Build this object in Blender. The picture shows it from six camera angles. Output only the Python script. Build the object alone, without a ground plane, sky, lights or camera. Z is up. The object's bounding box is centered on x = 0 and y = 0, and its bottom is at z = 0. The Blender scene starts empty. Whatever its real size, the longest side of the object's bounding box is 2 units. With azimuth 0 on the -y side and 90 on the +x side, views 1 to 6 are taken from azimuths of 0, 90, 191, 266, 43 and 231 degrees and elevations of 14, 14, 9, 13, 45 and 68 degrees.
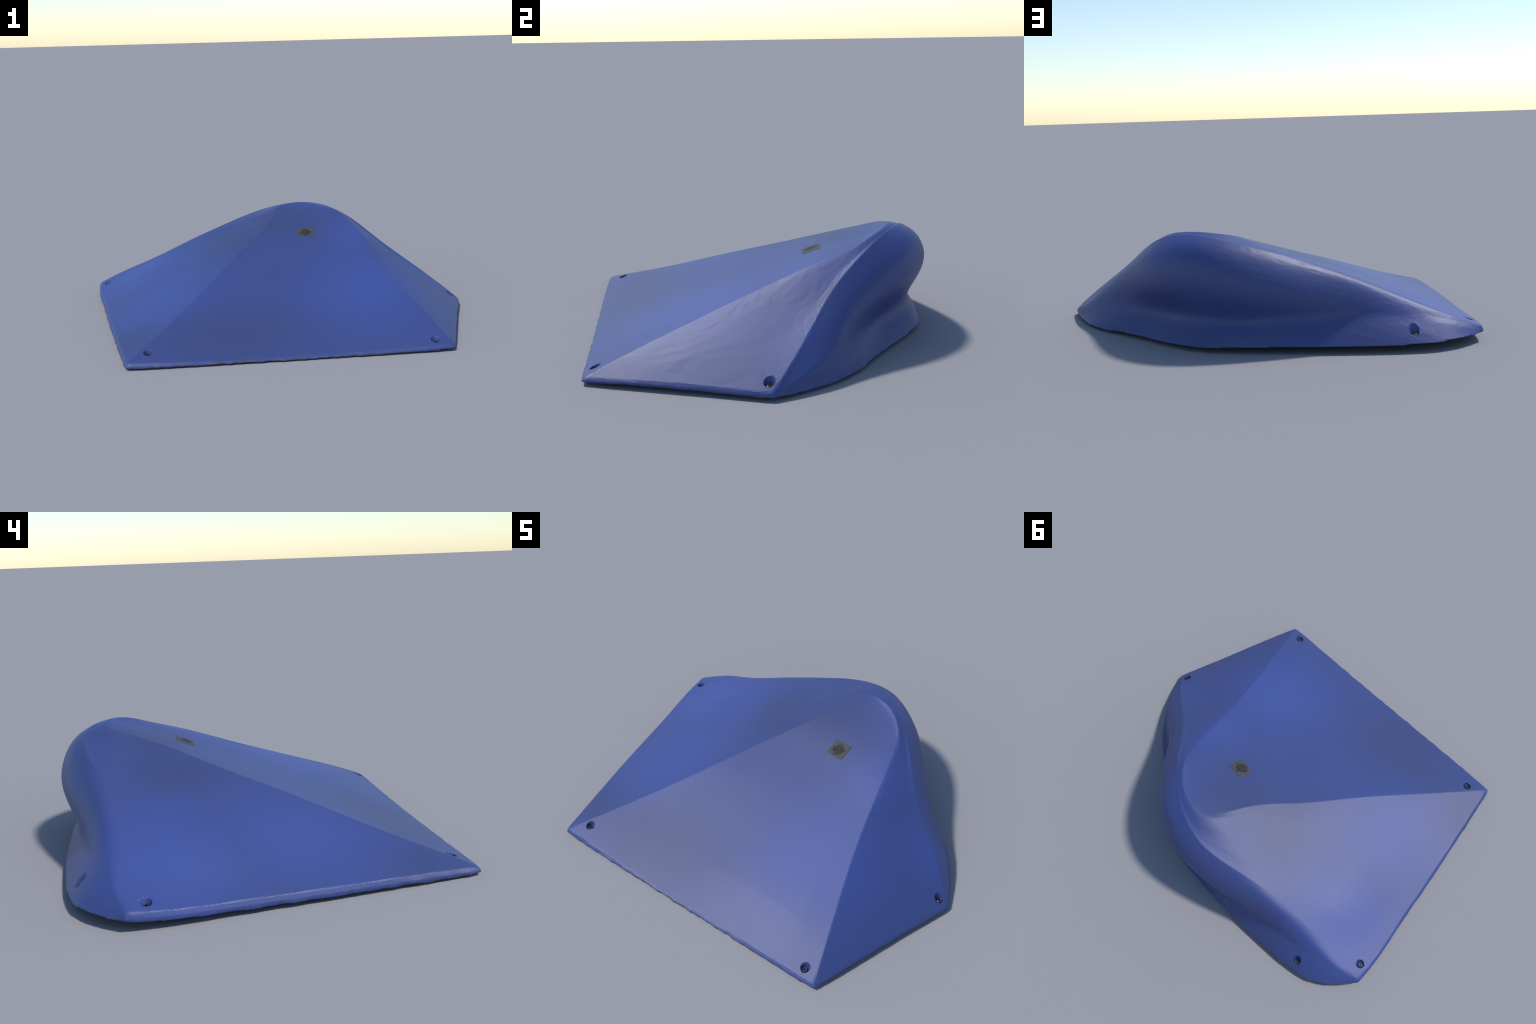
"""Blue moulded climbing-wall volume: a lopsided three-faced wedge with a rolled,
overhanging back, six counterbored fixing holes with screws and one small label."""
import bpy, bmesh, math, random
import numpy as np
from mathutils import Vector, Matrix, noise
from mathutils.bvhtree import BVHTree

random.seed(7)

# ------------------------------------------------------------------ curves
def spline(points, n, breaks=None):
    """Natural cubic spline through 3D points, n samples evenly spaced in the parameter."""
    P = np.array(points, float)
    t = np.arange(len(P), dtype=float) if breaks is None else np.array(breaks, float)
    h = np.diff(t)
    m = len(P)
    M = np.zeros((m, m)); R = np.zeros((m, 3))
    M[0, 0] = M[-1, -1] = 1
    for i in range(1, m - 1):
        M[i, i - 1], M[i, i], M[i, i + 1] = h[i - 1], 2 * (h[i - 1] + h[i]), h[i]
        R[i] = 6 * ((P[i + 1] - P[i]) / h[i] - (P[i] - P[i - 1]) / h[i - 1])
    K = np.linalg.solve(M, R)
    x = np.linspace(t[0], t[-1], n)
    k = np.clip(np.searchsorted(t, x, side="right") - 1, 0, m - 2)
    a, b, hh = t[k + 1] - x, x - t[k], h[k]
    a, b, hh = a[:, None], b[:, None], hh[:, None]
    return (K[k] * a**3 + K[k + 1] * b**3) / (6 * hh) + (P[k] / hh - K[k] * hh / 6) * a + (P[k + 1] / hh - K[k + 1] * hh / 6) * b


def chord(points):
    P = np.array(points, float)
    return np.concatenate([[0], np.cumsum(np.linalg.norm(np.diff(P, axis=0), axis=1))])


def even(points, n):
    """Spline through the points, n samples evenly spaced along its length."""
    C = spline(points, 600, chord(points))
    d = chord(C)
    x = np.linspace(0, d[-1], n)
    return np.stack([np.interp(x, d, C[:, i]) for i in range(3)], 1)


def coons(bottom, top, left, right):
    """Patch between four boundary curves; bottom/top run in u, left/right in v."""
    nu, nv = len(bottom), len(left)
    u = np.linspace(0, 1, nu)[None, :, None]; v = np.linspace(0, 1, nv)[:, None, None]
    ruled_v = (1 - v) * bottom[None] + v * top[None]
    ruled_u = (1 - u) * left[:, None] + u * right[:, None]
    corner = (1 - u) * (1 - v) * bottom[0] + u * (1 - v) * bottom[-1] + (1 - u) * v * top[0] + u * v * top[-1]
    return ruled_v + ruled_u - corner


# ------------------------------------------------------------------ the volume's edges
NA, NT = 150, 60                     # samples along a long ridge, and along the top lip
FRONT_LEFT, FRONT_RIGHT = (-0.672, -0.780, 0.028), (0.806, -0.636, 0.028)
BACK_LEFT, BACK_RIGHT = (-0.992, 0.478, 0.066), (0.998, 0.088, 0.030)

ridge_left = [FRONT_LEFT, (-0.461, -0.425, 0.139), (-0.287, -0.123, 0.244), (-0.141, 0.147, 0.332), (-0.005, 0.393, 0.415), (0.105, 0.580, 0.470)]
lip = [(0.105, 0.580, 0.470), (0.185, 0.585, 0.477), (0.279, 0.553, 0.470), (0.351, 0.500, 0.456), (0.399, 0.440, 0.434)]
ridge_right = [(0.399, 0.440, 0.434), (0.432, 0.362, 0.408), (0.477, 0.223, 0.361), (0.520, 0.085, 0.308), (0.580, -0.092, 0.241), (0.664, -0.300, 0.163), (0.745, -0.490, 0.090), FRONT_RIGHT]
crest = ridge_left + lip[1:] + ridge_right[1:]
cd = chord(crest)
C = spline(crest, 2400, cd)
ct = np.linspace(0, cd[-1], 2400)
i_t, i_r = len(ridge_left) - 1, len(ridge_left) + len(lip) - 2
def part(a, b, n):
    x = np.linspace(cd[a], cd[b], n)
    return np.stack([np.interp(x, ct, C[:, i]) for i in range(3)], 1)
crest_left, crest_lip, crest_right = part(0, i_t, NA), part(i_t, i_r, NT), part(i_r, len(crest) - 1, NA)

rim_front = even([FRONT_LEFT, (-0.393, -0.755, 0.020), (-0.063, -0.722, 0.015), (0.250, -0.690, 0.016), (0.560, -0.660, 0.022), FRONT_RIGHT], NT)
rim_left = even([FRONT_LEFT, (-0.765, -0.450, 0.038), (-0.846, -0.140, 0.044), (-0.914, 0.130, 0.049), (-0.966, 0.330, 0.056), BACK_LEFT], 70)
rim_right = even([FRONT_RIGHT, (0.866, -0.400, 0.034), (0.921, -0.178, 0.035), (0.966, -0.020, 0.032), BACK_RIGHT], 70)

# rows of the back, each from the back-left corner round to the back-right corner
ridge_back = [BACK_LEFT, (-0.876, 0.490, 0.109), (-0.635, 0.516, 0.209), (-0.447, 0.553, 0.289), (-0.256, 0.616, 0.364), (0.0, 0.686, 0.442),
              (0.200, 0.638, 0.475), (0.400, 0.512, 0.440), (0.605, 0.334, 0.306), (0.801, 0.216, 0.171), BACK_RIGHT]
brow = [(-0.994, 0.481, 0.060), (-0.884, 0.514, 0.107), (-0.645, 0.553, 0.199), (-0.450, 0.601, 0.278), (-0.258, 0.665, 0.340), (0.0, 0.745, 0.398),
        (0.190, 0.722, 0.424), (0.400, 0.602, 0.385), (0.609, 0.401, 0.278), (0.806, 0.247, 0.153), (0.999, 0.088, 0.026)]
belly = [(-0.996, 0.481, 0.054), (-0.893, 0.530, 0.095), (-0.657, 0.592, 0.158), (-0.452, 0.650, 0.202), (-0.260, 0.723, 0.248), (0.0, 0.789, 0.285),
         (0.180, 0.761, 0.300), (0.395, 0.648, 0.280), (0.612, 0.439, 0.225), (0.818, 0.280, 0.125), (1.0, 0.088, 0.022)]
waist = [(-0.998, 0.480, 0.047), (-0.907, 0.554, 0.074), (-0.674, 0.624, 0.115), (-0.465, 0.664, 0.131), (-0.266, 0.696, 0.134), (0.0, 0.723, 0.131),
         (0.187, 0.682, 0.130), (0.400, 0.550, 0.128), (0.624, 0.433, 0.120), (0.829, 0.304, 0.080), (1.001, 0.087, 0.018)]
flare = [(-0.999, 0.479, 0.042), (-0.920, 0.566, 0.054), (-0.703, 0.661, 0.073), (-0.482, 0.703, 0.072), (-0.275, 0.728, 0.074), (0.0, 0.749, 0.073),
         (0.190, 0.717, 0.066), (0.406, 0.583, 0.060), (0.635, 0.455, 0.052), (0.822, 0.326, 0.036), (1.002, 0.087, 0.014)]
foot = [(-1.000, 0.478, 0.032), (-0.932, 0.577, 0.036), (-0.727, 0.694, 0.031), (-0.494, 0.733, 0.027), (-0.280, 0.757, 0.027), (0.0, 0.770, 0.022),
        (0.190, 0.750, 0.017), (0.415, 0.622, 0.014), (0.642, 0.482, 0.011), (0.824, 0.348, 0.006), (1.003, 0.086, 0.008)]
rows = [ridge_back, brow, belly, waist, flare, foot]
NS = 2 * NA + NT - 2
stations = chord(ridge_back)
sampled = [spline(r, NS, stations) for r in rows]
# spread the back ridge so that its samples sit opposite those of the crest
anchor = np.interp(np.linspace(0, 1, NS), [0, (NA - 1) / (NS - 1), (NA + NT - 2) / (NS - 1), 1], [0, 0.487, 0.682, 1])
grid = np.linspace(0, 1, NS)
sampled = [np.stack([np.interp(anchor, grid, s[:, i]) for i in range(3)], 1) for s in sampled]
edge_back = sampled[0]

crest_all = np.concatenate([crest_left, crest_lip[1:], crest_right[1:]])
front = coons(rim_front, crest_lip, crest_left, crest_right[::-1])
mantle = coons(crest_all, edge_back, rim_left, rim_right)


def swell(g, x, y, rx, ry, height):
    """Raise a soft mound (or hollow) on a patch, leaving the patch's borders where they are."""
    nv, nu = g.shape[:2]
    u = np.linspace(0, 1, nu)[None, :]; v = np.linspace(0, 1, nv)[:, None]
    hold = np.clip(9 * u * (1 - u), 0, 1) * np.clip(7 * v * (1 - v), 0, 1)
    g[..., 2] += height * hold * np.exp(-((g[..., 0] - x) / rx) ** 2 - ((g[..., 1] - y) / ry) ** 2)

swell(front, 0.40, -0.44, 0.36, 0.26, 0.007)
swell(mantle, -0.74, 0.20, 0.20, 0.30, 0.016)
swell(mantle, -0.06, 0.57, 0.20, 0.08, 0.006)
swell(mantle, 0.32, 0.56, 0.17, 0.12, 0.006)
swell(mantle, 0.56, 0.24, 0.10, 0.14, 0.004)

# profile of the back: one spline per station through the six rows
NP = 70
stack = np.stack(sampled)                                  # rows x stations x 3
levels = np.array([0, 0.16, 0.36, 0.66, 0.84, 1.0])
back = np.stack([spline(stack[:, j], NP, levels) for j in range(NS)], 1)

# skirt: a narrow chamfer from the rim of a face out to the footprint, then down to the underside
def skirt(rim, outline, bottoms):
    t, n = np.linspace(0, 1, len(rim)), np.linspace(0, 1, len(bottoms))
    out = even([(x, y, 0) for x, y in outline], len(rim))
    z = np.interp(t, n, bottoms)
    shoulder, low = out.copy(), out.copy()
    shoulder[:, 2] = z + 0.45 * (rim[:, 2] - z)
    low[:, 2] = z
    return np.stack([rim, shoulder, low])
skirts = [skirt(rim_front, [(-0.683, -0.792), (-0.393, -0.768), (-0.063, -0.735), (0.250, -0.703), (0.560, -0.673), (0.816, -0.648)], [0.003, 0.001, 0.0, 0.0, 0.006]),
          skirt(rim_left, [(-0.683, -0.792), (-0.774, -0.454), (-0.855, -0.144), (-0.923, 0.128), (-0.975, 0.329), (-1.001, 0.478)], [0.001, 0.006, 0.011, 0.016, 0.030]),
          skirt(rim_right, [(0.816, -0.648), (0.876, -0.402), (0.931, -0.180), (0.974, -0.020), (1.003, 0.086)], [0.006, 0.015, 0.015, 0.013, 0.008])]


def build_shell():
    bm = bmesh.new()
    def add(g, flip=False):
        v = [[bm.verts.new(p) for p in row] for row in g]
        for a, b in zip(v[:-1], v[1:]):
            for i in range(len(a) - 1):
                q = (a[i], a[i + 1], b[i + 1], b[i])
                bm.faces.new(q[::-1] if flip else q)
    add(front); add(mantle); add(back)
    for s in skirts:
        add(s)
    # underside: a fan from the outline's lower edge to its middle
    outline = np.concatenate([skirts[0][-1], skirts[2][-1][1:], back[-1][::-1][1:], skirts[1][-1][::-1][1:-1]])
    add(np.stack([outline, outline * 0.5 + np.array([0, 0, 0.010]) * 0.5, outline * 0.02 + np.array([0, 0, 0.012])]))
    bm.verts.ensure_lookup_table()
    bmesh.ops.remove_doubles(bm, verts=bm.verts, dist=0.0012)
    bmesh.ops.holes_fill(bm, edges=[e for e in bm.edges if e.is_boundary], sides=0)
    bmesh.ops.recalc_face_normals(bm, faces=bm.faces)
    me = bpy.data.meshes.new("shell")
    bm.to_mesh(me); bm.free()
    return me


def applied(ob):
    dg = bpy.context.evaluated_depsgraph_get()
    dg.update()
    me = bpy.data.meshes.new_from_object(ob.evaluated_get(dg))
    old = ob.data
    ob.modifiers.clear(); ob.data = me
    bpy.data.meshes.remove(old)
    me.name = ob.name
    return ob


volume = bpy.data.objects.new("climbing_volume", None)
volume["label"] = "glossy blue wedge-shaped climbing wall volume with rolled overhanging back"
volume["category"] = "climbing hold"
bpy.context.collection.objects.link(volume)

shell = bpy.data.objects.new("shell", build_shell())
bpy.context.collection.objects.link(shell)
shell.parent = volume
m = shell.modifiers.new("even", "REMESH"); m.mode = "VOXEL"; m.voxel_size = 0.005
m = shell.modifiers.new("soften", "SMOOTH"); m.factor = 0.4; m.iterations = 1
applied(shell)

# hand-sanded softening: the four base corners, and the lip where the crest rolls over the top
co = np.empty(len(shell.data.vertices) * 3); shell.data.vertices.foreach_get("co", co); co = co.reshape(-1, 3)
corner, soft = np.zeros(len(co)), np.zeros(len(co))
for c, r in ((FRONT_LEFT, 0.035), (FRONT_RIGHT, 0.035), (BACK_LEFT, 0.060), (BACK_RIGHT, 0.045)):
    corner = np.maximum(corner, np.clip(1.4 - np.linalg.norm(co - np.array(c), axis=1) / r, 0, 1))
top = np.nonzero(co[:, 2] > 0.36)[0]
roll = np.concatenate([crest_lip[8:], crest_right[:10]])
near = np.min(np.linalg.norm(co[top][:, None] - roll[None, ::3], axis=2), axis=1)
fade = np.clip((co[top][:, 2] - 0.42) / 0.05, 0, 1)
soft[top] = np.clip(1.1 - near / 0.045, 0, 1) * fade
for name, weight, times in (("corner", corner, 34), ("lip", soft, 5)):
    group = shell.vertex_groups.new(name=name)
    for i in np.nonzero(weight > 0.02)[0]:
        group.add([int(i)], float(weight[i]), "REPLACE")
    m = shell.modifiers.new(name, "SMOOTH"); m.factor = 0.5; m.iterations = times; m.vertex_group = name
applied(shell)
shell.vertex_groups.clear()

# ------------------------------------------------------------------ fixing holes
SCREWS = [(-0.587, -0.704), (0.731, -0.607), (0.953, 0.075), (-0.939, 0.412), (-0.717, 0.652)]
me = shell.data
co = np.empty(len(me.vertices) * 3); me.vertices.foreach_get("co", co); co = co.reshape(-1, 3)
no = np.empty(len(me.vertices) * 3); me.vertices.foreach_get("normal", no); no = no.reshape(-1, 3)
tree = BVHTree.FromObject(shell, bpy.context.evaluated_depsgraph_get())
floors = []
for x, y in SCREWS:
    hit = tree.ray_cast(Vector((x, y, 2)), Vector((0, 0, -1)))[0]
    floor = max(hit.z - 0.017, 0.012)
    floors.append(floor)
    r = np.hypot(co[:, 0] - x, co[:, 1] - y)
    wall = floor + np.maximum(0, r - 0.0165) * 4.0
    up = (no[:, 2] > -0.1) & (r < 0.045) & (co[:, 2] > floor - 0.004)
    co[up, 2] = np.minimum(co[up, 2], wall[up])

# chipped, slightly wavy lower edge
for i in np.nonzero(co[:, 2] < 0.06)[0]:
    p = co[i]
    k = max(0.0, 1 - max(0.0, p[2] - 0.010) / 0.020) * (1 - max(0.0, no[i][2])) ** 0.5
    q = Vector((p[0] * 16, p[1] * 16, 3.1))
    n = noise.noise(q) + 0.7 * noise.noise(q * 2.1)
    out = np.array([p[0], p[1], 0]) / max(0.2, math.hypot(p[0], p[1]))
    co[i] += out * 0.0042 * n * k
    co[i][2] += 0.003 * k * noise.noise(q * 1.4 + Vector((9, 2, 5)))
co[:, 2] -= co[:, 2].min()
me.vertices.foreach_set("co", co.ravel()); me.update()
m = shell.modifiers.new("facets", "DECIMATE"); m.ratio = 0.05
applied(shell)
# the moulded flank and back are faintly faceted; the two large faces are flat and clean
rng = np.random.default_rng(11)
me = shell.data
co = np.empty(len(me.vertices) * 3); me.vertices.foreach_get("co", co); co = co.reshape(-1, 3)
no = np.empty(len(me.vertices) * 3); me.vertices.foreach_get("normal", no); no = no.reshape(-1, 3)
rough = np.clip((no[:, 0] - 0.25) * 5, 0, 1) + np.clip((no[:, 1] - 0.05) * 5, 0, 1)
co += no * (rng.normal(0, 0.00016, len(co)) * np.clip(rough, 0.05, 1))[:, None]
me.vertices.foreach_set("co", co.ravel()); me.update()


# ------------------------------------------------------------------ materials
def material(name, base, rough, spec=0.5):
    mat = bpy.data.materials.new(name); mat.use_nodes = True
    nt = mat.node_tree; b = nt.nodes["Principled BSDF"]
    b.inputs["Base Color"].default_value = (*base, 1); b.inputs["Roughness"].default_value = rough
    b.inputs["Specular IOR Level"].default_value = spec
    return mat, nt, b


paint, nt, bsdf = material("blue_gelcoat", (0.035, 0.06, 0.20), 0.50, 0.5)
def node(kind, **inputs):
    n = nt.nodes.new(kind)
    for k, v in inputs.items():
        n.inputs[k].default_value = v
    return n
link = nt.links.new
tc = node("ShaderNodeTexCoord")
cloud = node("ShaderNodeTexNoise", Scale=5.0, Detail=3.0, Roughness=0.5)
link(tc.outputs["Object"], cloud.inputs["Vector"])
drift = node("ShaderNodeVectorMath"); drift.operation = "MULTIPLY_ADD"
drift.inputs[1].default_value = (0.10, 0.10, 0.10)
link(cloud.outputs["Color"], drift.inputs[0]); link(tc.outputs["Object"], drift.inputs[2])

def patches(spots):
    """Soft-edged patches: the strongest of several ellipsoids (centre, radii, strength)."""
    total = None
    for centre, radii, strength in spots:
        off = node("ShaderNodeVectorMath"); off.operation = "SUBTRACT"; off.inputs[1].default_value = [c + 0.05 for c in centre]
        link(drift.outputs[0], off.inputs[0])
        scale = node("ShaderNodeVectorMath"); scale.operation = "DIVIDE"; scale.inputs[1].default_value = radii
        link(off.outputs[0], scale.inputs[0])
        size = node("ShaderNodeVectorMath"); size.operation = "LENGTH"; link(scale.outputs[0], size.inputs[0])
        f = node("ShaderNodeMapRange"); f.interpolation_type = "SMOOTHSTEP"
        f.inputs["From Min"].default_value, f.inputs["From Max"].default_value = 1.0, 0.0
        f.inputs["To Min"].default_value, f.inputs["To Max"].default_value = 0.0, strength
        link(size.outputs["Value"], f.inputs["Value"])
        if total is None:
            total = f.outputs["Result"]
        else:
            m = node("ShaderNodeMath"); m.operation = "MAXIMUM"
            link(total, m.inputs[0]); link(f.outputs["Result"], m.inputs[1]); total = m.outputs[0]
    return total

# baked light painted into the blue: brighter patches for lit areas, slate for shaded
clear = patches([((0.48, -0.22, 0.19), (0.46, 0.52, 0.4), 0.85), ((0.44, 0.22, 0.36), (0.20, 0.36, 0.3), 0.6),
                 ((-0.74, 0.34, 0.14), (0.52, 0.46, 0.4), 0.85), ((-0.56, -0.14, 0.15), (0.42, 0.52, 0.4), 0.7),
                 ((0.80, 0.18, 0.17), (0.30, 0.22, 0.25), 0.5), ((0.30, 0.66, 0.43), (0.30, 0.20, 0.15), 0.5)])
slate = patches([((-0.22, -0.56, 0.08), (0.58, 0.38, 0.3), 0.8), ((0.04, 0.38, 0.42), (0.34, 0.34, 0.3), 0.8),
                 ((-0.20, 0.30, 0.33), (0.28, 0.36, 0.3), 0.8), ((-0.66, -0.55, 0.06), (0.22, 0.30, 0.2), 0.6)])
def blend(fac, under, colour):
    m = node("ShaderNodeMix"); m.data_type = "RGBA"; m.inputs[7].default_value = (*colour, 1)
    link(fac, m.inputs[0])
    if isinstance(under, tuple):
        m.inputs[6].default_value = (*under, 1)
    else:
        link(under, m.inputs[6])
    return m.outputs[2]
tint = blend(clear, blend(slate, (0.038, 0.061, 0.205), (0.035, 0.051, 0.145)), (0.044, 0.075, 0.290))  # base blue darkened partway to the shade on the back and right flank
# grime and bare laminate where the lower edge has been scraped
sep = node("ShaderNodeSeparateXYZ"); link(tc.outputs["Object"], sep.inputs[0])
chip = node("ShaderNodeTexNoise", Scale=22.0, Detail=4.0); link(tc.outputs["Object"], chip.inputs["Vector"])
add = node("ShaderNodeMath"); add.operation = "MULTIPLY_ADD"; add.inputs[1].default_value = -0.036
link(chip.outputs["Fac"], add.inputs[0]); link(sep.outputs["Z"], add.inputs[2])
worn = node("ShaderNodeMapRange"); worn.inputs["From Min"].default_value = -0.008; worn.inputs["From Max"].default_value = -0.014
link(add.outputs[0], worn.inputs["Value"])
mix = node("ShaderNodeMix"); mix.data_type = "RGBA"
mix.inputs[7].default_value = (0.050, 0.048, 0.055, 1)
link(worn.outputs["Result"], mix.inputs[0]); link(tint, mix.inputs[6]); link(mix.outputs[2], bsdf.inputs["Base Color"])
# scuffs: the gloss is a little uneven
scuff = node("ShaderNodeTexNoise", Scale=6.0, Detail=5.0); link(tc.outputs["Object"], scuff.inputs["Vector"])
gloss = node("ShaderNodeMapRange"); gloss.inputs["To Min"].default_value = 0.485; gloss.inputs["To Max"].default_value = 0.515
link(scuff.outputs["Fac"], gloss.inputs["Value"]); link(gloss.outputs["Result"], bsdf.inputs["Roughness"])
shell.data.materials.clear(); shell.data.materials.append(paint)

steel, *_ = material("dark_steel", (0.10, 0.095, 0.10), 0.35); steel.node_tree.nodes["Principled BSDF"].inputs["Metallic"].default_value = 0.8

# ------------------------------------------------------------------ screws
def screw_mesh():
    bm = bmesh.new()
    prof = [(0.0, -0.010), (0.0125, -0.010), (0.0135, 0.002), (0.0125, 0.0055), (0.0105, 0.007), (0.0062, 0.0072)]
    seg = 24
    rings = []
    for r, z in prof[1:]:
        rings.append([bm.verts.new((r * math.cos(a), r * math.sin(a), z)) for a in np.arange(seg) * math.tau / seg])
    def hexr(a, r):
        a = a % (math.tau / 6) - math.tau / 12
        return r * math.cos(math.tau / 12) / math.cos(a)
    for z in (0.0070, 0.001):
        rings.append([bm.verts.new((hexr(a, 0.0062) * math.cos(a), hexr(a, 0.0062) * math.sin(a), z)) for a in np.arange(seg) * math.tau / seg])
    for a, b in zip(rings[:-1], rings[1:]):
        for i in range(seg):
            bm.faces.new((a[i], a[(i + 1) % seg], b[(i + 1) % seg], b[i]))
    bm.faces.new(rings[-1]); bm.faces.new(rings[0][::-1])
    me = bpy.data.meshes.new("screw"); bm.to_mesh(me); bm.free()
    me.materials.append(steel)
    return me

sm = screw_mesh()
for (x, y), f in zip(SCREWS, floors):
    o = bpy.data.objects.new("screw", sm)
    o.location = (x, y, f + 0.001)
    o.rotation_euler = (random.uniform(-.06, .06), random.uniform(-.06, .06), random.uniform(0, 6))
    o.parent = volume
    bpy.context.collection.objects.link(o)

# ------------------------------------------------------------------ label
plate, nt, bsdf = material("worn_label", (0.06, 0.056, 0.054), 0.55, 0.2)
tc = node("ShaderNodeTexCoord"); link = nt.links.new
blot = node("ShaderNodeTexNoise", Scale=38.0, Detail=2.0); link(tc.outputs["Object"], blot.inputs["Vector"])
dist = node("ShaderNodeVectorMath"); dist.operation = "LENGTH"; link(tc.outputs["Object"], dist.inputs[0])
mark = node("ShaderNodeMath"); mark.operation = "MULTIPLY_ADD"; mark.inputs[1].default_value = 0.038
link(blot.outputs["Fac"], mark.inputs[0]); link(dist.outputs["Value"], mark.inputs[2])
ramp = node("ShaderNodeValToRGB")
ramp.color_ramp.elements[0].position, ramp.color_ramp.elements[1].position = 0.046, 0.053
ramp.color_ramp.elements[0].color = (0.034, 0.034, 0.040, 1); ramp.color_ramp.elements[1].color = (0.075, 0.069, 0.067, 1)
link(mark.outputs[0], ramp.inputs["Fac"]); link(ramp.outputs["Color"], bsdf.inputs["Base Color"])

def label_mesh(w=0.089, h=0.083, n=26):
    bm = bmesh.new()
    top, low = [], []
    for j in range(n + 1):
        rt, rl = [], []
        for i in range(n + 1):
            x, y = (i / n - 0.5) * w, (j / n - 0.5) * h
            a, b = abs(2 * x / w), abs(2 * y / h)
            k = (a ** 9 + b ** 9) ** (1 / 9)
            k = max(a, b) / k if k > 0 else 1                 # rounded corners
            if x > 0 and y > 0: k = 1 + 0.06 * (a * b) ** 4   # one corner peeled outward
            px, py = x * k, y * k
            r = math.hypot(x, y - 0.004)
            lump = max(0, 1 - r / 0.036)
            z = 0.0022 + 0.010 * min(1, lump * 2.2) * noise.noise(Vector((x * 70 + 3, y * 70 + 7, 1.5))) * 0.45
            z += 0.003 * max(0, a * b - 0.8) * (x > 0 and y > 0) * 5
            if i in (0, n) or j in (0, n): z = 0.0010
            rt.append(bm.verts.new((px, py, max(z, 0.0006)))); rl.append(bm.verts.new((px, py, -0.004)))
        top.append(rt); low.append(rl)
    for j in range(n):
        for i in range(n):
            bm.faces.new((top[j][i], top[j][i + 1], top[j + 1][i + 1], top[j + 1][i]))
            bm.faces.new((low[j][i], low[j + 1][i], low[j + 1][i + 1], low[j][i + 1]))
        for g, o in ((0, 1), (n, -1)):
            q = (top[j][g], top[j + 1][g], low[j + 1][g], low[j][g]); bm.faces.new(q if g == 0 else q[::-1])
            q = (top[g][j], low[g][j], low[g][j + 1], top[g][j + 1]); bm.faces.new(q if g == 0 else q[::-1])
    bmesh.ops.recalc_face_normals(bm, faces=bm.faces)
    me = bpy.data.meshes.new("label"); bm.to_mesh(me); bm.free()
    me.materials.append(plate)
    return me

tree = BVHTree.FromObject(shell, bpy.context.evaluated_depsgraph_get())
def under(x, y):
    return tree.ray_cast(Vector((x, y, 2)), Vector((0, 0, -1)))[0]
LX, LY = 0.189, 0.265
across = (under(LX + 0.04, LY) - under(LX - 0.04, LY)).normalized()
along = (under(LX, LY + 0.04) - under(LX, LY - 0.04)).normalized()
normal = across.cross(along).normalized(); along = normal.cross(across)
label = bpy.data.objects.new("label", label_mesh())
label.parent = volume
label.matrix_world = Matrix.Translation(under(LX, LY)) @ Matrix((across, along, normal)).transposed().to_4x4()
bpy.context.collection.objects.link(label)
